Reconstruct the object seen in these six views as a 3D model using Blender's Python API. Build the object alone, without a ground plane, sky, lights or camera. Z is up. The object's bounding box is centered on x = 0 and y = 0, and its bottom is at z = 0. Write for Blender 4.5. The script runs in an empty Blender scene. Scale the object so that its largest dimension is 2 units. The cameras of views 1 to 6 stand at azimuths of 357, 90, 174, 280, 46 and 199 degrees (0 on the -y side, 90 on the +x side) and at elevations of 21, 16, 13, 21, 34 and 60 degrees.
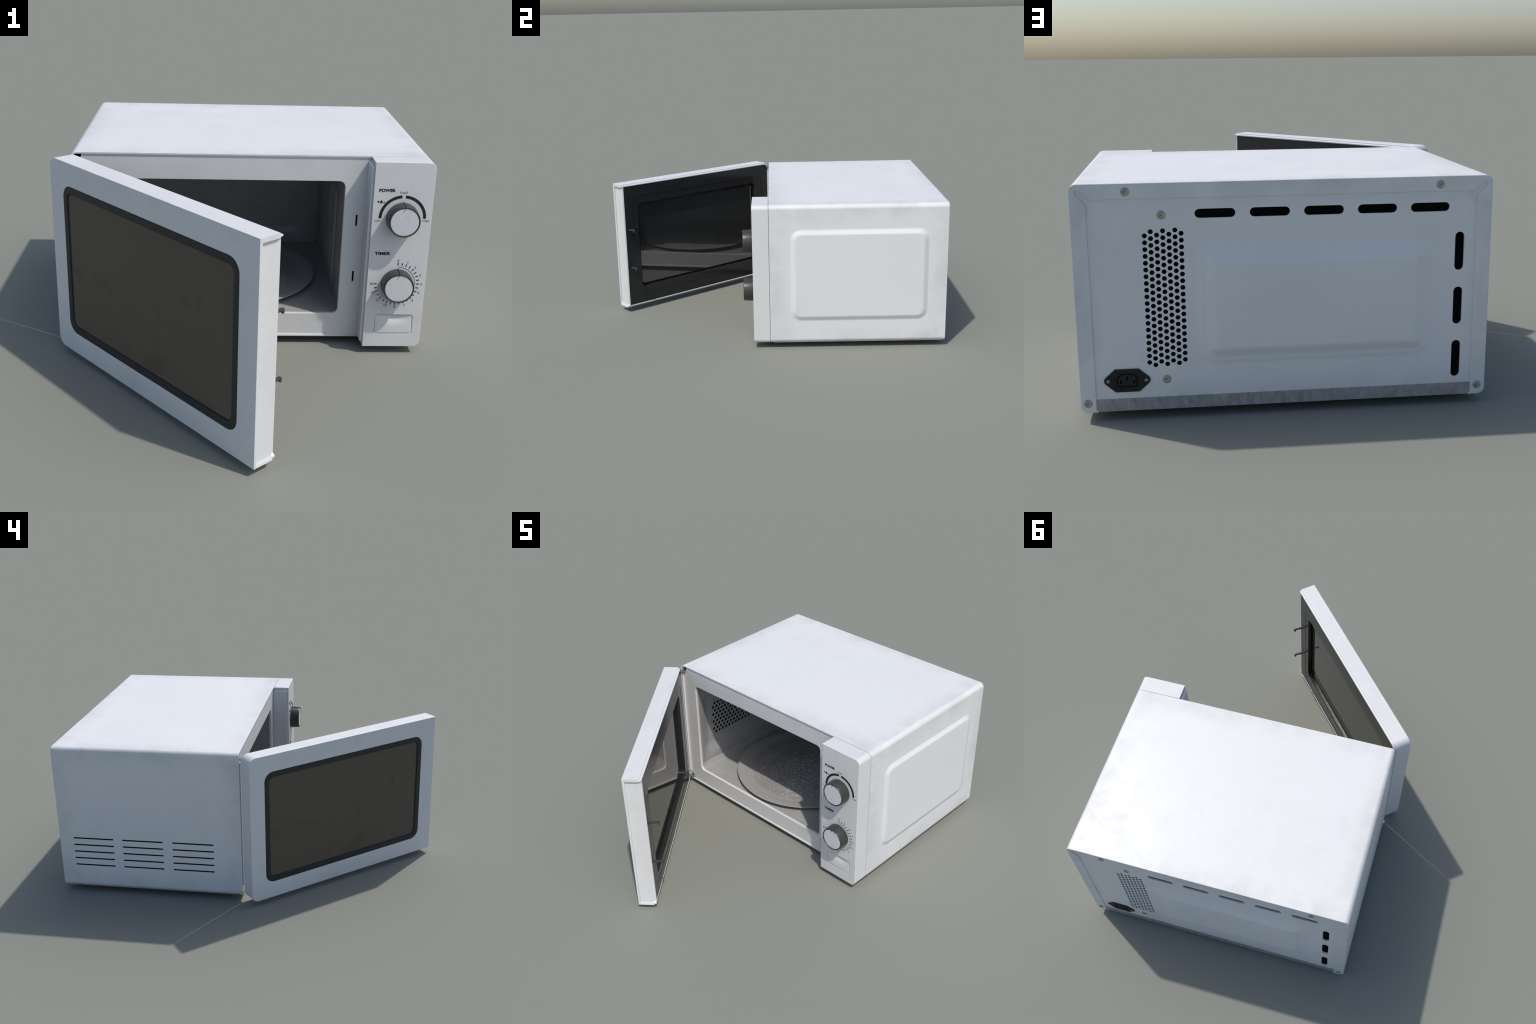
import bpy, bmesh, math, random
from mathutils import Vector, Matrix

random.seed(7)
COL = bpy.context.scene.collection

# ------------------------------------------------------------------ sizes
XL, XR = -0.6988, 0.7540          # housing sides
ZB, ZT = 0.0315, 0.8380           # housing bottom / top
YF, YB = -0.0135, 0.9800          # housing front edge / back panel
PANEL_X, PANEL_F, PANEL_B = 0.510, -0.1075, -0.0150
FRAME_Y = -0.0085
OPEN = (-0.5865, 0.1378, 0.4112, 0.7311)     # cavity mouth x0 z0 x1 z1
DOOR_W, DOOR_ANG = 1.2060, math.radians(-49.73)
HINGE = Vector((-0.7668, -0.0785, 0.0))
DOOR_Z0, DOOR_Z1 = 0.0295, 0.8372

# ------------------------------------------------------------------ materials
def new_mat(name):
    m = bpy.data.materials.new(name)
    m.use_nodes = True
    nt = m.node_tree
    return m, nt, nt.nodes["Principled BSDF"]

def node(nt, kind, **kw):
    n = nt.nodes.new(kind)
    for k, v in kw.items():
        setattr(n, k, v)
    return n

def ramp(nt, src, p0, p1, c0=(0, 0, 0, 1), c1=(1, 1, 1, 1)):
    r = node(nt, "ShaderNodeValToRGB")
    r.color_ramp.elements[0].position = p0
    r.color_ramp.elements[1].position = p1
    r.color_ramp.elements[0].color = c0
    r.color_ramp.elements[1].color = c1
    nt.links.new(src, r.inputs[0])
    return r.outputs[0]

def noise(nt, coord, scale, detail=4.0, rough=0.55, dist=0.0):
    n = node(nt, "ShaderNodeTexNoise")
    n.inputs["Scale"].default_value = scale
    n.inputs["Detail"].default_value = detail
    n.inputs["Roughness"].default_value = rough
    n.inputs["Distortion"].default_value = dist
    nt.links.new(coord, n.inputs["Vector"])
    return n.outputs[0]

def mix(nt, fac, a, b, mode="MIX"):
    n = node(nt, "ShaderNodeMix", data_type="RGBA", blend_type=mode)
    for sock, val in ((n.inputs[0], fac), (n.inputs[6], a), (n.inputs[7], b)):
        if isinstance(val, (tuple, float, int)):
            sock.default_value = val if not isinstance(val, tuple) or len(val) == 4 else (*val, 1)
        else:
            nt.links.new(val, sock)
    return n.outputs[2]

def math_n(nt, op, a, b=0.0):
    n = node(nt, "ShaderNodeMath", operation=op)
    for sock, val in ((n.inputs[0], a), (n.inputs[1], b)):
        if isinstance(val, (int, float)):
            sock.default_value = val
        else:
            nt.links.new(val, sock)
    return n.outputs[0]

def coords(nt):
    return node(nt, "ShaderNodeTexCoord").outputs["Object"]

def bump(nt, bsdf, height, strength, dist=0.001):
    b = node(nt, "ShaderNodeBump")
    b.inputs["Strength"].default_value = strength
    b.inputs["Distance"].default_value = dist
    nt.links.new(height, b.inputs["Height"])
    nt.links.new(b.outputs[0], bsdf.inputs["Normal"])

def painted(name, base, grime, r0, r1, spec=0.5, speck=True, smudge=(0.50, 0.74), bumpy=0.12, rim=None):
    """Enamelled or moulded white: broad smudges, fine mottling, a few tiny specks."""
    m, nt, b = new_mat(name)
    co = coords(nt)
    broad = noise(nt, co, 3.1, 6.0, 0.62, 0.4)
    fine = noise(nt, co, 26.0, 4.0, 0.6)
    mask = ramp(nt, math_n(nt, "ADD", math_n(nt, "MULTIPLY", broad, 0.72),
                           math_n(nt, "MULTIPLY", fine, 0.28)), *smudge)
    col = mix(nt, mask, base, grime)
    if rim:
        # darker tone, in patches, along the borders of the sheet
        (cx, hx), (cy, hy), (cz, hz), reach, border_tone = rim
        sep = node(nt, "ShaderNodeSeparateXYZ")
        nt.links.new(co, sep.inputs[0])
        near = []
        for k, (c, h) in enumerate(((cx, hx), (cy, hy), (cz, hz))):
            mr = node(nt, "ShaderNodeMapRange", interpolation_type="SMOOTHSTEP")
            mr.inputs["From Min"].default_value = h - reach
            mr.inputs["From Max"].default_value = h - 0.004
            nt.links.new(math_n(nt, "ABSOLUTE", math_n(nt, "SUBTRACT", sep.outputs[k], c)), mr.inputs["Value"])
            near.append(mr.outputs[0])
        pair = math_n(nt, "ADD", math_n(nt, "ADD", math_n(nt, "MULTIPLY", near[0], near[1]),
                                        math_n(nt, "MULTIPLY", near[1], near[2])),
                      math_n(nt, "MULTIPLY", near[0], near[2]))
        patchy = ramp(nt, noise(nt, co, 6.5, 7.0, 0.62, 0.5), 0.36, 0.66)
        col = mix(nt, math_n(nt, "MULTIPLY", math_n(nt, "MINIMUM", pair, 1.0), math_n(nt, "MULTIPLY", patchy, 0.75)), col, border_tone)
    if speck:
        v = node(nt, "ShaderNodeTexVoronoi")
        v.inputs["Scale"].default_value = 26.0
        nt.links.new(co, v.inputs["Vector"])
        sp = ramp(nt, v.outputs["Distance"], 0.045, 0.085, (1, 1, 1, 1), (0, 0, 0, 1))
        gate = ramp(nt, noise(nt, co, 5.0, 2.0), 0.55, 0.62)
        col = mix(nt, math_n(nt, "MULTIPLY", math_n(nt, "MULTIPLY", sp, gate), 0.30), col,
                  (base[0] * 0.62, base[1] * 0.68, base[2] * 0.80))
    nt.links.new(col, b.inputs["Base Color"])
    patch = ramp(nt, noise(nt, co, 9.0, 8.0, 0.7, 0.3), 0.40, 0.66)
    rr = node(nt, "ShaderNodeMapRange")
    rr.inputs["To Min"].default_value = r0
    rr.inputs["To Max"].default_value = r1
    nt.links.new(patch, rr.inputs["Value"])
    nt.links.new(rr.outputs[0], b.inputs["Roughness"])
    b.inputs["Specular IOR Level"].default_value = spec
    bump(nt, b, noise(nt, co, 60.0, 3.0), bumpy, 0.0008)
    return m

def plain(name, color, rough=0.5, metallic=0.0, ior=1.45, spec=0.5, mottling=0.0, scale=40.0):
    m, nt, b = new_mat(name)
    co = coords(nt)
    if mottling:
        f = ramp(nt, noise(nt, co, scale, 5.0, 0.6), 0.35, 0.7)
        lo = tuple(c * (1 - mottling) for c in color)
        hi = tuple(min(1, c * (1 + mottling)) for c in color)
        nt.links.new(mix(nt, f, lo, hi), b.inputs["Base Color"])
    else:
        b.inputs["Base Color"].default_value = (*color, 1)
    b.inputs["Roughness"].default_value = rough
    b.inputs["Metallic"].default_value = metallic
    b.inputs["IOR"].default_value = ior
    b.inputs["Specular IOR Level"].default_value = spec
    return m

M_HOUSING = painted("white_enamel", (0.735, 0.735, 0.728), (0.690, 0.689, 0.682), 0.36, 0.50,
                    rim=((0.0276, 0.7264), (0.4830, 0.4970), (0.4345, 0.4030), 0.13, (0.590, 0.586, 0.578)))
M_DOOR = painted("white_plastic", (0.70, 0.70, 0.695), (0.635, 0.635, 0.627), 0.36, 0.52, speck=False)
M_PANEL = painted("panel_plastic", (0.685, 0.68, 0.672), (0.61, 0.605, 0.60), 0.38, 0.52, speck=False)
M_FRAME = painted("frame_enamel", (0.69, 0.685, 0.675), (0.62, 0.615, 0.605), 0.36, 0.50, speck=False)
M_CAVITY = painted("cavity_enamel", (0.365, 0.363, 0.358), (0.30, 0.299, 0.296), 0.30, 0.50, speck=False,
                   smudge=(0.40, 0.68))
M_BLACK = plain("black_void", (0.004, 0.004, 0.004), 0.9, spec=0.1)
M_INK = plain("black_ink", (0.012, 0.012, 0.012), 0.55)
M_INK_GREY = plain("grey_ink", (0.19, 0.19, 0.195), 0.6)
M_RUBBER = plain("dark_rubber", (0.024, 0.024, 0.023), 0.55, mottling=0.18, scale=160.0)
M_BACKPLATE = plain("black_plastic", (0.022, 0.022, 0.023), 0.17, mottling=0.12, scale=20.0)
M_LATCH = plain("latch_plastic", (0.055, 0.055, 0.056), 0.42)
M_KNOB = plain("knob_grip", (0.045, 0.044, 0.043), 0.36, mottling=0.08, scale=30.0)
M_SOCKET = plain("socket_plastic", (0.008, 0.008, 0.009), 0.60)
M_SCREW = plain("tan_screw", (0.40, 0.385, 0.345), 0.42, metallic=0.45, mottling=0.25, scale=90.0)
M_STEEL = plain("dull_steel", (0.36, 0.33, 0.30), 0.38, metallic=0.8, mottling=0.25, scale=60.0)
M_FOOT = plain("foot_rubber", (0.02, 0.02, 0.02), 0.7)

def knob_cap_mat():
    m, nt, b = new_mat("brushed_cap")
    co = coords(nt)
    stain = ramp(nt, noise(nt, co, 22.0, 5.0, 0.65, 0.6), 0.50, 0.75)
    nt.links.new(mix(nt, stain, (0.66, 0.665, 0.675), (0.55, 0.54, 0.52)), b.inputs["Base Color"])
    b.inputs["Roughness"].default_value = 0.45
    return m
M_CAP = knob_cap_mat()

def galvanised_mat():
    m, nt, b = new_mat("galvanised_steel")
    co = coords(nt)
    mp = node(nt, "ShaderNodeMapping")
    mp.inputs["Scale"].default_value = (1.0, 1.0, 0.45)
    nt.links.new(co, mp.inputs["Vector"])
    f = ramp(nt, noise(nt, mp.outputs[0], 42.0, 6.0, 0.68, 0.3), 0.34, 0.70)
    nt.links.new(mix(nt, f, (0.25, 0.25, 0.25), (0.42, 0.41, 0.40)), b.inputs["Base Color"])
    b.inputs["Roughness"].default_value = 0.55
    b.inputs["Metallic"].default_value = 0.25
    return m
M_GALV = galvanised_mat()

def glass_front_mat():
    m, nt, b = new_mat("smoked_glass")
    co = coords(nt)
    sm = ramp(nt, noise(nt, co, 7.0, 7.0, 0.62, 0.6), 0.56, 0.76)
    nt.links.new(mix(nt, sm, (0.122, 0.104, 0.078), (0.094, 0.081, 0.062)), b.inputs["Base Color"])
    b.inputs["Roughness"].default_value = 0.42
    b.inputs["Specular IOR Level"].default_value = 0.10
    return m
M_GLASS_F = glass_front_mat()

def glass_back_mat():
    m, nt, b = new_mat("screened_glass")
    co = coords(nt)
    w = node(nt, "ShaderNodeTexWave")
    w.bands_direction = "Z"
    w.inputs["Scale"].default_value = 42.0
    w.inputs["Distortion"].default_value = 0.4
    nt.links.new(co, w.inputs["Vector"])
    nt.links.new(mix(nt, w.outputs["Fac"], (0.018, 0.018, 0.017), (0.030, 0.030, 0.028)), b.inputs["Base Color"])
    b.inputs["Roughness"].default_value = 0.045
    b.inputs["IOR"].default_value = 2.25
    return m
M_GLASS_B = glass_back_mat()

def plate_mat():
    """Cloudy glass turntable, thickly flecked in the middle."""
    m, nt, b = new_mat("flecked_glass_plate")
    co = coords(nt)
    cloud = ramp(nt, noise(nt, co, 6.0, 5.0), 0.35, 0.7)
    col = mix(nt, cloud, (0.265, 0.26, 0.25), (0.315, 0.31, 0.30))
    dens = noise(nt, co, 3.2, 3.0, 0.6)
    ln = node(nt, "ShaderNodeVectorMath", operation="LENGTH")
    nt.links.new(co, ln.inputs[0])
    near = math_n(nt, "SUBTRACT", 0.20, math_n(nt, "MULTIPLY", ln.outputs["Value"], 0.55))
    fl = noise(nt, co, 62.0, 3.0, 0.62, 0.25)
    tot = math_n(nt, "ADD", math_n(nt, "ADD", fl, math_n(nt, "MULTIPLY", dens, 0.30)), near)
    m2 = ramp(nt, tot, 0.745, 0.80)
    col = mix(nt, math_n(nt, "MULTIPLY", m2, 0.70), col, (0.60, 0.60, 0.585))
    rim = ramp(nt, ln.outputs["Value"], 0.372, 0.400)
    col = mix(nt, math_n(nt, "MULTIPLY", rim, 0.75), col, (0.37, 0.365, 0.355))  # outer band painted paler for the light its sloped rim catches
    nt.links.new(col, b.inputs["Base Color"])
    b.inputs["Roughness"].default_value = 0.35
    return m
M_PLATE = plate_mat()

# ------------------------------------------------------------------ mesh helpers
def add_obj(name, me, mat, parent=None, angle=35.0, weighted=False):
    ob = bpy.data.objects.new(name, me)
    COL.objects.link(ob)
    if mat is not None and not me.materials:
        me.materials.append(mat)
    if angle is not None:
        me.shade_smooth()
        me.set_sharp_from_angle(angle=math.radians(angle))
    if weighted:
        w = ob.modifiers.new("weighted", "WEIGHTED_NORMAL")
        w.keep_sharp = True
    ob.parent = parent
    return ob

def mesh_from(verts, faces):
    me = bpy.data.meshes.new("part")
    me.from_pydata(verts, [], faces)
    bm = bmesh.new()
    bm.from_mesh(me)
    bmesh.ops.remove_doubles(bm, verts=bm.verts, dist=1e-6)
    bmesh.ops.recalc_face_normals(bm, faces=bm.faces)
    bm.to_mesh(me)
    bm.free()
    return me

def round_rect(a0, b0, a1, b1, r, n=6):
    """Closed outline of a rounded rectangle; r may give one radius per corner (a0b0, a1b0, a1b1, a0b1)."""
    rs = r if isinstance(r, (tuple, list)) else (r,) * 4
    pts = []
    for (cx, cy, sx, sy, start), rad in zip(((a0, b0, 1, 1, 180), (a1, b0, -1, 1, 270),
                                             (a1, b1, -1, -1, 0), (a0, b1, 1, -1, 90)), rs):
        if rad <= 0:
            pts.append((cx, cy))
            continue
        for i in range(n + 1):
            t = math.radians(start + 90 * i / n)
            pts.append((cx + sx * rad + rad * math.cos(t), cy + sy * rad + rad * math.sin(t)))
    return pts

def circle(ca, cb, r, n=12, phase=0.0):
    return [(ca + r * math.cos(phase + 2 * math.pi * i / n), cb + r * math.sin(phase + 2 * math.pi * i / n))
            for i in range(n)]

AXES = {"xz": lambda a, b, c: (a, c, b), "yz": lambda a, b, c: (c, a, b), "xy": lambda a, b, c: (a, b, c)}

def sheet(loops, lo, hi, plane="xz", bevel=0.0, res=2):
    """Solid sheet cut from outlines (first is the rim, the others are holes), lo..hi along the third axis."""
    cu = bpy.data.curves.new("outline", "CURVE")
    cu.dimensions = "2D"
    cu.fill_mode = "BOTH"
    for pts in loops:
        sp = cu.splines.new("POLY")
        sp.points.add(len(pts) - 1)
        for p, (a, b) in zip(sp.points, pts):
            p.co = (a, b, 0, 1)
        sp.use_cyclic_u = True
    cu.extrude = (hi - lo) / 2 - bevel
    if bevel:
        cu.bevel_depth = bevel
        cu.bevel_resolution = res
        cu.offset = -bevel
    ob = bpy.data.objects.new("outline", cu)
    COL.objects.link(ob)
    dg = bpy.context.evaluated_depsgraph_get()
    me = bpy.data.meshes.new_from_object(ob.evaluated_get(dg))
    bpy.data.objects.remove(ob)
    bpy.data.curves.remove(cu)
    mid = (lo + hi) / 2
    f = AXES[plane]
    for v in me.vertices:
        v.co = f(v.co.x, v.co.y, v.co.z + mid)
    bm = bmesh.new()
    bm.from_mesh(me)
    bmesh.ops.remove_doubles(bm, verts=bm.verts, dist=1e-6)
    bmesh.ops.recalc_face_normals(bm, faces=bm.faces)
    bm.to_mesh(me)
    bm.free()
    me.materials.clear()
    return me

def join(*meshes):
    bm = bmesh.new()
    for me in meshes:
        bm.from_mesh(me)
    out = bpy.data.meshes.new("part")
    bm.to_mesh(out)
    bm.free()
    return out

def box(x0, y0, z0, x1, y1, z1, bevel=0.0, seg=2):
    bm = bmesh.new()
    bmesh.ops.create_cube(bm, size=1.0)
    for v in bm.verts:
        v.co = ((x0 + x1) / 2 + v.co.x * (x1 - x0), (y0 + y1) / 2 + v.co.y * (y1 - y0),
                (z0 + z1) / 2 + v.co.z * (z1 - z0))
    if bevel:
        bmesh.ops.bevel(bm, geom=list(bm.edges), offset=bevel, segments=seg, affect="EDGES", profile=0.5)
    me = bpy.data.meshes.new("part")
    bm.to_mesh(me)
    bm.free()
    return me

def lathe(profile, n=64, axis="z", center=(0, 0, 0)):
    """Surface of revolution; profile is (radius, height) pairs."""
    verts, faces = [], []
    for r, h in profile:
        for i in range(n):
            t = 2 * math.pi * i / n
            p = (r * math.cos(t), r * math.sin(t), h)
            if axis == "y":
                p = (p[0], h, p[1])
            verts.append(tuple(c + q for c, q in zip(center, p)))
    for k in range(len(profile) - 1):
        for i in range(n):
            j = (i + 1) % n
            faces.append((k * n + i, k * n + j, (k + 1) * n + j, (k + 1) * n + i))
    return mesh_from(verts, faces)

def span(a, b, step):
    n = max(1, int(round((b - a) / step)))
    return [a + (b - a) * i / n for i in range(n + 1)]

def lines(*vals):
    out = []
    for v in sorted(set(round(x, 6) for x in vals)):
        if not out or v - out[-1] > 2e-4:
            out.append(v)
    return out

def smooth(e0, e1, x):
    t = min(1.0, max(0.0, (x - e0) / (e1 - e0)))
    return t * t * (3 - 2 * t)

def rr_dist(a, b, a0, b0, a1, b1, r):
    """Signed distance to a rounded rectangle, negative inside."""
    qx = abs(a - (a0 + a1) / 2) - (a1 - a0) / 2 + r
    qy = abs(b - (b0 + b1) / 2) - (b1 - b0) / 2 + r
    return math.hypot(max(qx, 0), max(qy, 0)) + min(max(qx, qy), 0) - r

def grid_sheet(us, vs, fn):
    verts = [fn(u, v) for u in us for v in vs]
    n = len(vs)
    faces = [(i * n + j, (i + 1) * n + j, (i + 1) * n + j + 1, i * n + j + 1)
             for i in range(len(us) - 1) for j in range(n - 1)]
    return mesh_from(verts, faces)

# ------------------------------------------------------------------ the thing
root = bpy.data.objects.new("microwave_oven", None)
COL.objects.link(root)
root["label"] = "white countertop microwave oven with its door standing open"
root["category"] = "microwave oven"

# ------------------------------------------------------------------ housing: wrap-around sheet with vents and side relief
SIDE = (0.103, 0.1645, 0.880, 0.6995)            # raised field on the right flank: y0 z0 y1 z1
VENT_Y = ((0.1352, 0.3590), (0.4112, 0.6345), (0.6838, 0.9070))
VENT_Z = [0.3226 - 0.0395 * i for i in range(5)]
VENT_H = 0.0042

def build_housing():
    R, RB = 0.026, 0.025
    pts = []                                     # outline from the left underside, over the top, to the right underside
    pts.append((XL + 0.060, ZB, "b"))
    for i in range(8):
        t = math.radians(270 - 90 * i / 7)
        pts.append((XL + RB + RB * math.cos(t), ZB + RB + RB * math.sin(t), "c"))
    zl = lines(*[z + s * VENT_H for z in VENT_Z for s in (-1, 1)], 0.45, 0.60, 0.70)
    pts += [(XL, z, "l") for z in zl if ZB + RB + 0.003 < z < ZT - R - 0.003]
    for i in range(11):
        t = math.radians(180 - 90 * i / 10)
        pts.append((XL + R + R * math.cos(t), ZT - R + R * math.sin(t), "c"))
    pts += [(x, ZT, "t") for x in span(XL + R, XR - R, 0.1)[1:-1]]
    for i in range(11):
        t = math.radians(90 - 90 * i / 10)
        pts.append((XR - R + R * math.cos(t), ZT - R + R * math.sin(t), "c"))
    zr = lines(*span(0.66, 0.705, 0.0035), *span(0.62, 0.66, 0.008), *span(0.24, 0.62, 0.03),
               *span(0.158, 0.20, 0.0035), *span(0.20, 0.24, 0.008), 0.74, 0.10)
    pts += [(XR, z, "r") for z in reversed(zr) if ZB + RB + 0.003 < z < ZT - R - 0.003]
    for i in range(8):
        t = math.radians(0 - 90 * i / 7)
        pts.append((XR - RB + RB * math.cos(t), ZB + RB + RB * math.sin(t), "c"))
    pts.append((XR - 0.060, ZB, "b"))
    ys = lines(YF, *[y for v in VENT_Y for y in v], *span(0.097, 0.137, 0.0035), *span(0.137, 0.18, 0.008),
               *span(0.18, 0.80, 0.04), *span(0.80, 0.846, 0.008), *span(0.846, 0.886, 0.0035), 0.05, 0.93, YB + 0.0028)
    n = len(ys)
    verts, faces = [], []
    for x, z, tag in pts:
        for y in ys:
            px = x
            if tag == "r":
                d = rr_dist(y, z, *SIDE, 0.062)
                px += 0.0113 * (0.35 * smooth(0.0, 0.032, -d) + 0.65 * min(1.0, max(0.0, (-d - 0.002) / 0.027)))
            verts.append((px, y, z))
    for i in range(len(pts) - 1):
        zc = (pts[i][1] + pts[i + 1][1]) / 2
        left = pts[i][2] == "l" and pts[i + 1][2] == "l"
        for j in range(n - 1):
            yc = (ys[j] + ys[j + 1]) / 2
            if left and any(abs(zc - z) < VENT_H for z in VENT_Z) and any(a < yc < b for a, b in VENT_Y):
                continue
            faces.append((i * n + j, (i + 1) * n + j, (i + 1) * n + j + 1, i * n + j + 1))
    me = bpy.data.meshes.new("part")
    me.from_pydata(verts, [], faces)
    bm = bmesh.new()
    bm.from_mesh(me)
    bmesh.ops.recalc_face_normals(bm, faces=bm.faces)
    top = max(bm.faces, key=lambda f: f.calc_center_median().z)
    if top.normal.z < 0:
        bmesh.ops.reverse_faces(bm, faces=bm.faces)
    bm.to_mesh(me)
    bm.free()
    ob = add_obj("housing", me, M_HOUSING, root, angle=40)
    s = ob.modifiers.new("thickness", "SOLIDIFY")
    s.thickness = 0.0065
    s.offset = -1
    dg = bpy.context.evaluated_depsgraph_get()
    thick = bpy.data.meshes.new_from_object(ob.evaluated_get(dg))
    ob.modifiers.clear()
    ob.data = thick
    thick.set_sharp_from_angle(angle=math.radians(40))
    w = ob.modifiers.new("weighted", "WEIGHTED_NORMAL")
    w.keep_sharp = True
    return ob
housing = build_housing()

base = add_obj("base_plate", box(XL + 0.008, 0.004, ZB + 0.002, XR - 0.008, 0.970, ZB + 0.010), M_GALV, root)
add_obj("front_sill", box(XL + 0.010, YF - 0.0010, ZB - 0.0005, 0.540, 0.006, 0.0410, 0.0020), M_FRAME, root)
foot_me = lathe([(0.0, 0.0), (0.030, 0.0), (0.033, 0.004), (0.030, 0.0345), (0.0, 0.0345)], 28)
for fx in (XL + 0.22, XR - 0.22):
    for fy in (0.22, 0.76):
        f = add_obj("foot", foot_me, M_FOOT, root)
        f.location = (fx, fy, 0)
# black plates set just behind the vents and holes so that they read dark
add_obj("vent_darkness_plates", join(box(XL + 0.0024, 0.11, 0.13, XL + 0.0050, 0.93, 0.35),
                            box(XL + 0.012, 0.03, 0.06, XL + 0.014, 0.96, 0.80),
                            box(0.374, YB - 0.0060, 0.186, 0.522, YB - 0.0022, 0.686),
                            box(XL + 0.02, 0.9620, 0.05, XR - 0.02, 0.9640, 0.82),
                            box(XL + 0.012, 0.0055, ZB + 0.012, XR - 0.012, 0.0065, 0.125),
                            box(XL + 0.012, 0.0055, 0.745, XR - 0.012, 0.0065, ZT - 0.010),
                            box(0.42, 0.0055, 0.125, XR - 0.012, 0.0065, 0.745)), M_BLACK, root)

# ------------------------------------------------------------------ back panel
def build_back():
    rim = round_rect(XL + 0.012, 0.060, XR - 0.012, ZT - 0.010, 0.02)
    loops = [rim]
    emb = (-0.500, 0.181, 0.348, 0.627)
    loops.append([(emb[0], emb[1]), (emb[2], emb[1]), (emb[2], emb[3]), (emb[0], emb[3])])
    for i in range(5):
        x1 = 0.3388 - 0.1870 * i
        loops.append(round_rect(x1 - 0.1387, 0.7135, x1, 0.7455, 0.0159, 3))
    for i in range(3):
        z1 = 0.6394 - 0.1995 * i
        loops.append(round_rect(-0.6045, z1 - 0.1390, -0.5715, z1, 0.0162, 3))
    for c in range(7):
        x = 0.5098 - 0.02063 * c
        up = c % 2
        for k in range(21 if up else 20):
            z = (0.6705 if up else 0.6576) + 0.044 * (0.5098 - x) - 0.02372 * k
            loops.append(circle(x, z, 0.0086, 12))
    panel = sheet(loops, YB - 0.008, YB)
    us = lines(*span(emb[0], -0.39, 0.007), *span(-0.39, 0.235, 0.05), *span(0.235, emb[2], 0.007))
    vs = lines(*span(emb[1], 0.275, 0.007), *span(0.275, 0.515, 0.05), *span(0.515, emb[3], 0.007))
    def h(x, z):
        d = rr_dist(x, z, -0.491, 0.190, 0.338, 0.618, 0.060)
        return (x, YB + 0.0045 * smooth(0.0, 0.018, -d) + 0.0150 * (0.4 * smooth(0.024, 0.066, -d) + 0.6 * min(1, max(0, (-d - 0.028) / 0.034))), z)
    return join(panel, grid_sheet(us, vs, h))
back = add_obj("back_panel", build_back(), M_HOUSING, root, angle=30)

# bent-over rim of the housing on the back, slit at the upper corners
def flange_outline():
    o = []
    o += [(XR - 0.0535, ZB), (XR - 0.030, ZB)]
    o += [(XR - 0.030 + 0.030 * math.sin(math.radians(a)), ZB + 0.030 - 0.030 * math.cos(math.radians(a)))
          for a in (15, 30, 45, 60, 75, 90)]
    o += [(XR - 0.026 + 0.026 * math.cos(math.radians(a)), ZT - 0.026 + 0.026 * math.sin(math.radians(a)))
          for a in (0, 15, 30, 45, 60, 75, 90)]
    o += [(XL + 0.026 + 0.026 * math.cos(math.radians(a)), ZT - 0.026 + 0.026 * math.sin(math.radians(a)))
          for a in (90, 105, 120, 135, 150, 165, 180)]
    o += [(XL + 0.030 - 0.030 * math.cos(math.radians(a)), ZB + 0.030 - 0.030 * math.sin(math.radians(a)))
          for a in (0, 15, 30, 45, 60, 75, 90)]
    o += [(XL + 0.0535, ZB), (XL + 0.0535, 0.768)]
    # slit at the left corner, rounded at its tip
    tx, tz, r = XL + 0.0275, 0.8090, 0.0082
    o += [(tx + r * math.cos(math.radians(a)), tz + r * math.sin(math.radians(a))) for a in (220, 190, 150, 120, 90, 50)]
    o += [(XL + 0.0700, 0.7855), (XR - 0.0705, 0.7855)]
    tx = XR - 0.0275
    o += [(tx + r * math.cos(math.radians(a)), tz + r * math.sin(math.radians(a))) for a in (130, 90, 60, 30, -10, -40)]
    o += [(XR - 0.0535, 0.768)]
    return o
add_obj("back_flange", sheet([[(0.0276 + (x - 0.0276) * 0.9994, 0.4347 + (z - 0.4347) * 0.9990) for x, z in flange_outline()]], YB - 0.003, YB + 0.0045, bevel=0.0016, res=2), M_HOUSING, root,
        angle=50, weighted=True)
add_obj("base_strip", sheet([[(XL + 0.0545, ZB + 0.0012), (XR - 0.0545, ZB + 0.0012), (XR - 0.0545, 0.0786),
                              (XL + 0.0545, 0.0786)]], YB - 0.006, YB + 0.0012), M_GALV, root)

def screw_mesh(r, cross=True):
    body = lathe([(r, 0.0), (r, 0.0012), (r * 0.90, 0.0026), (r * 0.62, 0.0034), (r * 0.58, 0.0020), (0.0, 0.0020)],
                 24, "y")
    if not cross:
        return body
    return join(body, box(-r * 0.5, 0.0018, -r * 0.10, r * 0.5, 0.0031, r * 0.10),
                box(-r * 0.10, 0.0018, -r * 0.5, r * 0.10, 0.0031, r * 0.5))
screw_me = screw_mesh(0.0150)
for i, (x, z) in enumerate([(0.568, 0.810), (-0.5114, 0.809), (0.4508, 0.728), (0.4525, 0.1435),
                            (0.7285, 0.0665), (-0.6702, 0.069)]):
    s = add_obj("screw", screw_me, M_SCREW, back, angle=40)
    s.location = (x, YB + (0.0046 if i in (0, 1, 4, 5) else 0.0002), z)
    s.rotation_euler = (0, random.uniform(0, 1.5), 0)

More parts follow.
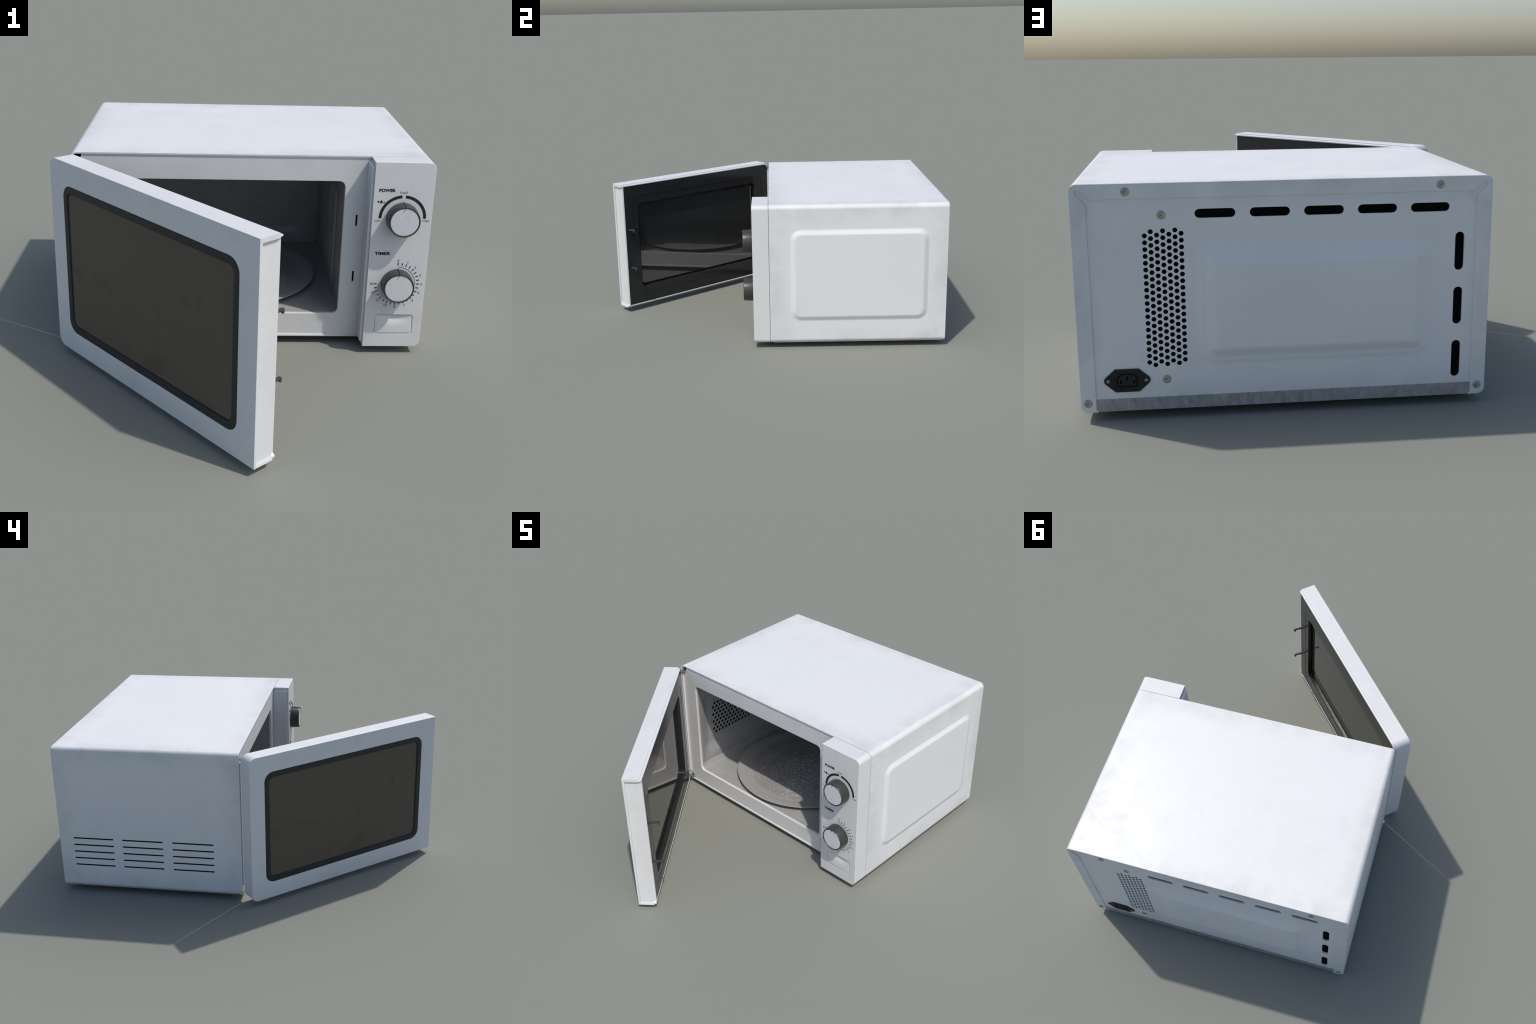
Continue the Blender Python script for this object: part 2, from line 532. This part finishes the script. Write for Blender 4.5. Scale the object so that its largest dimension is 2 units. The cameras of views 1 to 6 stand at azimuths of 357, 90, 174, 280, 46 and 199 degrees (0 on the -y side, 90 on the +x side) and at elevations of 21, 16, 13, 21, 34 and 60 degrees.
def build_socket():
    cx, cz = 0.5898, 0.1453
    def hexa(w, t, h, r):
        """Hexagonal plate with rounded side tips."""
        o = [(cx - t, cz - h), (cx + t, cz - h)]
        o += [(cx + w - r + r * math.cos(math.radians(a)), cz + r * math.sin(math.radians(a))) for a in (-45, -20, 0, 20, 45)]
        o += [(cx + t, cz + h), (cx - t, cz + h)]
        o += [(cx - w + r - r * math.cos(math.radians(a)), cz + r * math.sin(math.radians(a))) for a in (45, 20, 0, -20, -45)]
        return o
    def inlet(w, h, ch):
        return [(cx - w, cz - h + 0.006), (cx - w + 0.006, cz - h), (cx + w - 0.006, cz - h), (cx + w, cz - h + 0.006),
                (cx + w, cz + h - ch), (cx + w - ch, cz + h), (cx - w + ch, cz + h), (cx - w, cz + h - ch)]
    flange = sheet([hexa(0.0803, 0.041, 0.0420, 0.016), inlet(0.043, 0.031, 0.018)], YB + 0.0004, YB + 0.0050,
                   bevel=0.0012, res=1)
    rim = sheet([inlet(0.043, 0.031, 0.018), inlet(0.036, 0.0245, 0.015)], YB - 0.0040, YB + 0.0030)
    core = sheet([inlet(0.033, 0.0215, 0.014)], YB + 0.0006, YB + 0.0034, bevel=0.001, res=1)
    pins = join(*[box(cx + dx - 0.0028, YB + 0.003, cz + dz - 0.007, cx + dx + 0.0028, YB + 0.0038, cz + dz + 0.007)
                  for dx, dz in ((0.0225, -0.0045), (-0.0235, -0.0040), (0.0, 0.0075))])
    floor = box(cx - 0.042, YB + 0.0002, cz - 0.030, cx + 0.042, YB + 0.0006, cz + 0.030)
    sk = add_obj("power_socket", join(flange, rim, core), M_SOCKET, back, angle=40)
    add_obj("socket_contact", join(pins, floor), M_BLACK, sk)
    small = screw_mesh(0.0066, False)
    for dx in (0.0662, -0.0662):
        s = add_obj("socket_rivet", small, M_STEEL, sk, angle=40)
        s.location = (cx + dx, YB + 0.0050, cz)
build_socket()

# ------------------------------------------------------------------ front frame around the cavity mouth
def build_front_frame():
    x0, x1, z0, z1, k = XL + 0.0070, 0.560, ZB + 0.0066, ZT - 0.0068, 0.040
    rim = [(x0 + k, z0), (x1, z0), (x1, z1), (x0 + k, z1), (x0 + k * 0.72, z1 - 0.030), (x0, z1 - k),
           (x0, z0 + k), (x0 + k * 0.72, z0 + 0.030)]
    slots = [[(0.4612, 0.5380), (0.4694, 0.5380), (0.4694, 0.5877), (0.4612, 0.5877)],
             [(0.4625, 0.2878), (0.4705, 0.2878), (0.4705, 0.3368), (0.4625, 0.3368)]]
    return sheet([rim, round_rect(*OPEN, 0.027, 7)] + slots, FRAME_Y - 0.001, FRAME_Y + 0.010)
add_obj("front_frame", build_front_frame(), M_FRAME, root, angle=30)
add_obj("hinge_side_strip", box(XL + 0.0100, -0.0195, 0.0880, XL + 0.0160, FRAME_Y + 0.004, 0.7820, 0.0008, 1), M_FRAME, root)
# rolled lip of the mouth
def build_mouth_lip():
    prof = [(0.0016, -0.0003), (0.0004, -0.0005), (-0.0008, 0.0006), (-0.0014, 0.0030), (-0.0016, 0.014)]
    verts, faces = [], []
    n = None
    for off, dy in prof:
        loop = round_rect(OPEN[0] - off, OPEN[1] - off, OPEN[2] + off, OPEN[3] + off, 0.027 + off, 7)
        n = len(loop)
        verts += [(a, FRAME_Y - 0.001 + dy, b) for a, b in loop]
    for k in range(len(prof) - 1):
        for i in range(n):
            j = (i + 1) % n
            faces.append((k * n + i, k * n + j, (k + 1) * n + j, (k + 1) * n + i))
    return mesh_from(verts, faces)
add_obj("mouth_lip", build_mouth_lip(), M_FRAME, root, angle=60)

# ------------------------------------------------------------------ cavity
CAV_B = 0.890
def build_cavity():
    x0, z0, x1, z1 = OPEN[0] - 0.001, OPEN[1] - 0.003, OPEN[2] + 0.001, OPEN[3] + 0.004
    r = 0.030
    ys = lines(FRAME_Y + 0.006, 0.014, *span(0.02, 0.104, 0.012), 0.104, 0.20, 0.30, 0.40, 0.55, 0.65, *span(0.73, 0.83, 0.0125), CAV_B)
    prof = [(x, z0, "f") for x in span(x0 + r, x1 - r, 0.15)]
    prof += [(x1 - r + r * math.sin(t), z0 + r - r * math.cos(t), "c") for t in [math.radians(a) for a in (15, 30, 45, 60, 75)]]
    prof += [(x1, z, "r") for z in span(z0 + r, z1 - r, 0.05)]
    prof += [(x1 - r + r * math.cos(t), z1 - r + r * math.sin(t), "c") for t in [math.radians(a) for a in (15, 30, 45, 60, 75)]]
    prof += [(x, z1, "t") for x in span(x1 - r, x0 + r, -0.15) ] if False else [(x, z1, "t") for x in reversed(span(x0 + r, x1 - r, 0.15))]
    prof += [(x0 + r - r * math.sin(t), z1 - r + r * math.cos(t), "c") for t in [math.radians(a) for a in (15, 30, 45, 60, 75)]]
    zl = lines(*span(z0 + r, 0.30, 0.014), 0.30, 0.40, 0.50, 0.56, *span(0.56, z1 - r, 0.012))
    prof += [(x0, z, "l") for z in reversed(zl)]
    prof += [(x0 + r - r * math.cos(t), z0 + r - r * math.sin(t), "c") for t in [math.radians(a) for a in (15, 30, 45, 60, 75)]]
    n = len(prof)
    verts, faces = [], []
    for y in ys:
        for x, z, tag in prof:
            px = x
            if tag == "l":
                px -= 0.009 * smooth(0.008, 0.045, y)
                px -= 0.021 * smooth(0.030, 0.100, y) * (1 - smooth(0.72, 0.80, y)) * smooth(0.195, 0.290, z) * (1 - smooth(0.570, 0.650, z))
            verts.append((px, y, z))
    for k in range(len(ys) - 1):
        yc = (ys[k] + ys[k + 1]) / 2
        for i in range(n):
            j = (i + 1) % n
            zc = (prof[i][1] + prof[j][1]) / 2
            if prof[i][2] == "l" and prof[j][2] == "l" and 0.104 < yc < 0.55 and 0.30 < zc < 0.56:
                continue
            faces.append((k * n + i, k * n + j, (k + 1) * n + j, (k + 1) * n + i))
    tube = mesh_from(verts, faces)
    def h(x, z):
        d = rr_dist(x, z, -0.490, 0.186, 0.334, 0.620, 0.05)
        return (x, CAV_B + 0.010 * smooth(0.0, 0.032, -d), z)
    rear = grid_sheet(lines(x0, *span(-0.495, -0.45, 0.005), *span(-0.45, 0.295, 0.06), *span(0.295, 0.34, 0.005), x1),
                      lines(z0, *span(0.181, 0.226, 0.005), *span(0.226, 0.58, 0.05), *span(0.58, 0.625, 0.005), z1), h)
    return join(tube, rear)
cavity = add_obj("cavity", build_cavity(), M_CAVITY, root, angle=35)

def build_perforated():
    loops = [[(0.100, 0.296), (0.555, 0.296), (0.555, 0.564), (0.100, 0.564)]]
    for k in range(12):
        z = 0.3295 + 0.0254 * k
        if z > 0.550:
            break
        for c in range(17):
            y = (0.1610 if k % 2 == 0 else 0.1455) + 0.0284 * c
            if y < 0.540:
                loops.append(circle(y, z, 0.0100, 12))
    return sheet(loops, OPEN[0] - 0.0345, OPEN[0] - 0.0300, "yz")
add_obj("perforated_panel", build_perforated(), M_CAVITY, cavity, angle=30)
# cover over the wave inlet, with its stamped border, on the right wall
def build_wave_cover():
    wx = OPEN[2] + 0.001
    def h(y, z):
        d = rr_dist(y, z, 0.20, 0.175, 0.66, 0.640, 0.05)
        d2 = rr_dist(y, z, 0.25, 0.43, 0.36, 0.60, 0.012)
        d3 = rr_dist(y, z, 0.27, 0.24, 0.50, 0.38, 0.02)
        return (wx - 0.0012 - 0.007 * smooth(0.0, 0.012, -d) + 0.004 * smooth(0, 0.008, -d2) - 0.004 * smooth(0, 0.010, -d3), y, z)
    return grid_sheet(span(0.195, 0.665, 0.008), span(0.170, 0.645, 0.008), h)
add_obj("wave_inlet_cover", build_wave_cover(), M_CAVITY, cavity, angle=50)

PLATE_C = (-0.0860, 0.4330, 0.0)
def build_plate():
    return lathe([(0.0, 0.1600), (0.300, 0.1600), (0.370, 0.1602), (0.378, 0.1610), (0.386, 0.1630), (0.408, 0.1656), (0.428, 0.1674),
                  (0.4335, 0.1678), (0.4360, 0.1664), (0.4340, 0.1630), (0.412, 0.1570), (0.392, 0.1530), (0.0, 0.1520)], 96)
plate = add_obj("turntable_plate", build_plate(), M_PLATE, root, angle=30)
plate.location = PLATE_C
add_obj("roller_ring", lathe([(0.330, 0.1355), (0.345, 0.1355), (0.345, 0.1530), (0.330, 0.1530), (0.330, 0.1355)], 64), M_LATCH, plate)

# ------------------------------------------------------------------ control panel
BTN = (0.5550, 0.0905, 0.7150, 0.1785)
def build_panel():
    rim = round_rect(PANEL_X, ZB - 0.0005, XR, ZT, (0.0, 0.025, 0.026, 0.0), 9)
    hole = round_rect(BTN[0], BTN[1], BTN[2], BTN[3], 0.010, 5)
    block = sheet([rim, hole], PANEL_F, PANEL_B, bevel=0.0022, res=2)
    pad = box(PANEL_X - 0.0120, PANEL_F + 0.0115, 0.0500, PANEL_X + 0.006, FRAME_Y - 0.0012, 0.8200, 0.0025)
    return join(block, pad)
panel = add_obj("control_panel", build_panel(), M_PANEL, root, angle=50, weighted=True)
add_obj("panel_gap_filler", box(PANEL_X + 0.02, PANEL_B - 0.06, ZB + 0.014, XR - 0.014, FRAME_Y, ZT - 0.014), M_BLACK, root)

def build_button():
    g = 0.0012
    a0, b0, a1, b1 = BTN[0] + g, BTN[1] + g, BTN[2] - g, BTN[3] - g
    def h(x, z):
        u, v = (x - a0) / (a1 - a0), (z - b0) / (b1 - b0)
        edge = min(1.0, max(0.0, -rr_dist(x, z, a0, b0, a1, b1, 0.009)) / 0.004)
        dish = 0.0085 * math.exp(-((u - 0.5) / 0.36) ** 2) * math.exp(-((v - 0.88) / 0.26) ** 2)
        tilt = 0.0022 * (1 - v)
        return (x, PANEL_F + 0.0008 + dish * edge - tilt * edge * 0.5 + 0.001 * (1 - edge), z)
    return grid_sheet(span(a0, a1, 0.005), span(b0, b1, 0.004), h)
add_obj("door_button", build_button(), M_PANEL, panel, angle=60)

# printed scales and words
def ring_sector(cx, cz, r0, r1, a0, a1, n):
    verts, faces = [], []
    for i in range(n + 1):
        t = math.radians(a0 + (a1 - a0) * i / n)
        for r in (r0, r1):
            for y in (PANEL_F - 0.0007, PANEL_F + 0.0004):
                verts.append((cx + r * math.cos(t), y, cz + r * math.sin(t)))
    for i in range(n):
        a, b = i * 4, (i + 1) * 4
        faces += [(a, b, b + 2, a + 2), (a, a + 1, b + 1, b), (a + 2, b + 2, b + 3, a + 3)]
    faces += [(0, 2, 3, 1), (n * 4, n * 4 + 1, n * 4 + 3, n * 4 + 2)]
    return mesh_from(verts, faces)

P_C, T_C = (0.6335, 0.6073), (0.6340, 0.3205)
for a0, a1 in ((94.6, 180.0), (0.0, 85.4)):
    add_obj("power_scale_arc", ring_sector(*P_C, 0.0848, 0.0965, a0, a1, 28), M_INK, panel, angle=30)
add_obj("timer_scale_line", ring_sector(*T_C, 0.0748, 0.0768, -180.0, 90.0, 72), M_INK_GREY, panel, angle=30)
tick_me = box(-0.0018, PANEL_F - 0.0007, 0.0828, 0.0018, PANEL_F + 0.0004, 0.0945)
for i in range(25):
    t = add_obj("timer_tick", tick_me, M_INK, panel)
    t.location = (T_C[0], 0, T_C[1])
    t.rotation_euler = (0, math.radians(11.25 * i), 0)

def text(name, body, cx, cz, height, width, mat, bold=0.0):
    cu = bpy.data.curves.new("lettering", "FONT")
    cu.body = body
    cu.align_x = "CENTER"
    cu.align_y = "CENTER"
    cu.size = 1.0
    cu.offset = bold
    cu.extrude = 0.02
    ob = bpy.data.objects.new("lettering", cu)
    COL.objects.link(ob)
    dg = bpy.context.evaluated_depsgraph_get()
    me = bpy.data.meshes.new_from_object(ob.evaluated_get(dg))
    bpy.data.objects.remove(ob)
    xs = [v.co.x for v in me.vertices]
    ys = [v.co.y for v in me.vertices]
    w, h = max(xs) - min(xs), max(ys) - min(ys)
    mx, my = (max(xs) + min(xs)) / 2, (max(ys) + min(ys)) / 2
    sy = height / h
    sx = width / w if width else sy
    for v in me.vertices:
        x, y, zz = v.co
        v.co = (cx + (x - mx) * sx, PANEL_F + (-0.0007 if zz > 0 else 0.0004), cz + (y - my) * sy)
    me.materials.clear()
    return add_obj(name, me, mat, panel, angle=None)

text("power_word", "POWER", 0.5647, 0.7237, 0.0136, 0.0660, M_INK, 0.040)
text("timer_word", "TIMER", 0.5655, 0.4547, 0.0136, 0.0650, M_INK, 0.040)
text("power_mark", "Half", 0.6320, 0.7153, 0.0092, 0.0300, M_INK_GREY, 0.0)
text("power_mark", "Low", 0.5347, 0.5972, 0.0082, 0.0250, M_INK_GREY, 0.0)
text("power_mark", "High", 0.7308, 0.5972, 0.0096, 0.0270, M_INK_GREY, 0.0)
for i, s in enumerate(["0", "1", "2", "3", "4", "5", "6", "7", "8", "10", "15", "20", "30"]):
    a = math.radians(22.5 * i)
    text("timer_mark", s, T_C[0] + 0.1040 * math.sin(a), T_C[1] + 0.1040 * math.cos(a), 0.0108, None, M_INK_GREY, 0.012)

# defrost sign: a flake, a drop and a dot
def build_defrost():
    parts = []
    for k in range(3):
        b = box(-0.0052, PANEL_F - 0.0007, -0.0009, 0.0052, PANEL_F + 0.0004, 0.0009)
        b.transform(Matrix.Rotation(math.radians(60 * k), 4, "Y"))
        b.transform(Matrix.Translation((0.5320, 0.0001 * k, 0.6760)))
        parts.append(b)
    drop = [(0.5435 + 0.0050 * math.cos(math.radians(a)), 0.6745 + 0.0050 * math.sin(math.radians(a)))
            for a in range(150, 391, 20)] + [(0.5435, 0.6850)]
    parts.append(sheet([drop], PANEL_F - 0.0007, PANEL_F + 0.0004))
    drop = [(0.5545 + 0.0028 * math.cos(math.radians(a)), 0.6725 + 0.0028 * math.sin(math.radians(a)))
            for a in range(150, 391, 20)] + [(0.5545, 0.6785)]
    parts.append(sheet([drop], PANEL_F - 0.0007, PANEL_F + 0.0004))
    return join(*parts)
add_obj("defrost_sign", build_defrost(), M_INK, panel, angle=None)

# knobs
KD = 0.0560
def knob_mesh():
    return lathe([(0.0, -0.0005), (0.0662, -0.0005), (0.0668, -0.003), (0.0640, -KD + 0.0050), (0.0636, -KD + 0.0025), (0.0622, -KD), (0.0592, -KD),
                  (0.0580, -KD + 0.0020), (0.0580, -KD + 0.006), (0.0570, -KD + 0.006), (0.0, -KD + 0.006)], 72, "y")
def cap_mesh():
    return lathe([(0.0572, -KD + 0.0055), (0.0572, -KD + 0.0026), (0.0560, -KD + 0.0016), (0.0550, -KD + 0.00155), (0.0, -KD + 0.00155)], 72, "y")
def pointer_mesh():
    o = [(-0.002, 0.0600), (-0.002, 0.0700), (-0.006, 0.0705), (-KD + 0.006, 0.0672), (-KD - 0.0050, 0.0640),
         (-KD - 0.0060, 0.0590), (-KD + 0.002, 0.0560)]
    return sheet([o], -0.0014, 0.0014, "yz", bevel=0.0006, res=1)
km, cm, pm = knob_mesh(), cap_mesh(), pointer_mesh()
for c in (P_C, T_C):
    kb = add_obj("knob", km, M_KNOB, panel, angle=40)
    kb.location = (c[0], PANEL_F, c[1])
    add_obj("knob_cap", cm, M_CAP, kb, angle=40)
    add_obj("knob_pointer", pm, M_KNOB, kb, angle=40)

# ------------------------------------------------------------------ door (own axes: x along the door from the hinge, y into the oven, z up)
RING = (0.0870, 0.1195, 1.1160, 0.7440)
WIN_F = (0.1135, 0.1490, 1.0890, 0.7160)
BACKWIN = (0.1280, 0.1480, 1.0900, 0.7060)

def build_door():
    rr4 = (0.040, 0.0, 0.0, 0.040)
    rim = round_rect(0.0, DOOR_Z0, DOOR_W, DOOR_Z1, rr4, 9)
    hole = round_rect(*RING, 0.052, 8)
    front = sheet([rim, hole], 0.0, 0.0120, bevel=0.0018, res=2)
    k, n0, n1 = DOOR_W - 0.0100, 0.0500, 0.8210
    body = [p for p in rim if p[0] < DOOR_W - 0.01]
    low = [p for p in body if p[1] < 0.4]
    high = [p for p in body if p[1] > 0.4]
    notch = [(DOOR_W, DOOR_Z0), (DOOR_W, n0 - 0.006), (k, n0 + 0.004), (k, n1), (DOOR_W, n1), (DOOR_W, DOOR_Z1)]
    side = sheet([low + notch + high, round_rect(*RING, 0.052, 8)], 0.0105, 0.0855, bevel=0.0012, res=1)
    # inner lip that stands proud of the outer cover along hinge, top and bottom
    i0 = 0.0065
    outer = round_rect(i0, DOOR_Z0 + i0, DOOR_W + 0.0, DOOR_Z1 - i0, (0.036, 0.003, 0.003, 0.036), 9)
    o_low = [p for p in outer if p[1] < 0.4]
    o_high = [p for p in outer if p[1] > 0.4]
    t = 0.0080
    inner = round_rect(i0 + t, DOOR_Z0 + i0 + t, DOOR_W - 0.0190, DOOR_Z1 - i0 - t, (0.032, 0.0, 0.0, 0.032), 9)
    gate = [(DOOR_W - 0.0010, n0 - 0.004), (k - 0.003, n0 + 0.002), (k - 0.003, n1), (DOOR_W - 0.0010, n1 + 0.003)]
    lip = sheet([o_low + gate + o_high, inner], 0.0800, 0.0970, bevel=0.0028, res=2)
    edge = box(k - 0.0085, 0.0600, n0 - 0.004, k + 0.0003, 0.0958, n1 + 0.003, 0.0008, 1)
    return join(front, side, lip, edge)
door = add_obj("door", build_door(), M_DOOR, root, angle=50, weighted=True)
door.location = HINGE
door.rotation_euler = (0, 0, DOOR_ANG)

# dark surround of the window, stepping down to the pane
def build_surround():
    g = 0.0012
    r = (RING[0] + g, RING[1] + g, RING[2] - g, RING[3] - g)
    ring = sheet([round_rect(*r, 0.051, 8), round_rect(*WIN_F, 0.030, 8)], 0.0010, 0.0120, bevel=0.0020, res=2)
    step = sheet([round_rect(WIN_F[0] - 0.004, WIN_F[1] - 0.004, WIN_F[2] + 0.004, WIN_F[3] + 0.004, 0.034, 8),
                  round_rect(WIN_F[0] + 0.0045, WIN_F[1] + 0.0045, WIN_F[2] - 0.0045, WIN_F[3] - 0.0045, 0.026, 8)],
                 0.0050, 0.0130, bevel=0.0010, res=1)
    return join(ring, step)
add_obj("window_surround", build_surround(), M_RUBBER, door, angle=50, weighted=True)
add_obj("window_pane", sheet([round_rect(WIN_F[0] - 0.003, WIN_F[1] - 0.003, WIN_F[2] + 0.003, WIN_F[3] + 0.003, 0.03, 6)],
                             0.0062, 0.0110), M_GLASS_F, door, angle=30)

# black inner plate with a fine groove and a deep chamfered window recess
GLASS_D = 0.0710
def build_back_plate():
    p, q = 0.0950, 0.0938
    s1 = DOOR_W - 0.0195
    rim = round_rect(0.0140, DOOR_Z0 + 0.0140, s1, DOOR_Z1 - 0.0140, (0.030, 0, 0, 0.030), 9)
    g0 = (0.0700, 0.1030, 1.1270, 0.7500)
    g = 0.0011
    slots = [[(1.1585, 0.5520), (1.1645, 0.5520), (1.1645, 0.5890), (1.1585, 0.5890)],
             [(1.1585, 0.2985), (1.1645, 0.2985), (1.1645, 0.3370), (1.1585, 0.3370)]]
    outer = sheet([rim, round_rect(*g0, 0.038, 8)] + slots, p - 0.010, p)
    gi = (g0[0] + g, g0[1] + g, g0[2] - g, g0[3] - g)
    inner = sheet([round_rect(*gi, 0.037, 8), round_rect(*BACKWIN, 0.028, 8)], q - 0.004, q)
    floor = sheet([round_rect(0.02, DOOR_Z0 + 0.02, s1 - 0.004, DOOR_Z1 - 0.02, 0.03, 6), round_rect(*BACKWIN, 0.028, 8)], p - 0.0140, p - 0.0110)
    # recess wall: small chamfer, then down into the moat round the glass
    verts, faces = [], []
    prof = [(0.0, q), (0.0022, q - 0.0030), (0.0036, 0.0600), (0.0200, 0.0595)]
    n = 0
    for off, d in prof:
        loop = round_rect(BACKWIN[0] + off, BACKWIN[1] + off, BACKWIN[2] - off, BACKWIN[3] - off, 0.028 - off * 0.6, 8)
        n = len(loop)
        verts += [(a, d, b) for a, b in loop]
    for k in range(len(prof) - 1):
        for i in range(n):
            j = (i + 1) % n
            faces.append((k * n + i, k * n + j, (k + 1) * n + j, (k + 1) * n + i))
    return join(outer, inner, floor, mesh_from(verts, faces))
back_plate = add_obj("door_inner_plate", build_back_plate(), M_BACKPLATE, door, angle=18)
add_obj("inner_pane", sheet([round_rect(BACKWIN[0] + 0.0175, BACKWIN[1] + 0.0175, BACKWIN[2] - 0.0175, BACKWIN[3] - 0.0175, 0.018, 6)],
                            0.0560, GLASS_D - 0.0005), M_GLASS_B, door, angle=30)

# latch hooks: slim arms that rise, then drop into a claw
def latch_mesh():
    arm = [(0.0800, -0.0070), (0.1000, -0.0075), (0.1180, -0.0045), (0.1330, -0.0010), (0.1440, 0.0000), (0.1450, -0.0080), (0.1490, -0.0110),
           (0.1545, -0.0095), (0.1555, 0.0050), (0.1520, 0.0085), (0.1380, 0.0085), (0.1200, 0.0055), (0.1000, 0.0035), (0.0800, 0.0045)]
    return sheet([arm], -0.0052, 0.0052, "yz", bevel=0.0014, res=1)
lm = latch_mesh()
for z in (0.5460, 0.2955):
    l = add_obj("latch_hook", lm, M_LATCH, door, angle=40)
    l.location = (1.1615, 0, z)

# ------------------------------------------------------------------ hinges
def hinge_mesh():
    arm = sheet([[(-0.7060, -0.0420), (-0.6880, -0.0500), (-0.6620, -0.0180), (-0.6500, 0.0060), (-0.6500, 0.0160), (-0.6720, 0.0160),
                  (-0.6780, -0.0040), (-0.6960, -0.0240)]], -0.0025, 0.0025, "xy", bevel=0.0006, res=1)
    pin = lathe([(0.0, -0.009), (0.0062, -0.009), (0.0062, 0.009), (0.0, 0.009)], 20, "z", (-0.6880, -0.0290, 0.0))
    return join(arm, pin)
hm = hinge_mesh()
for z in (0.8040, 0.0560):
    h = add_obj("hinge", hm, M_STEEL, root, angle=40)
    h.location = (0, 0, z)
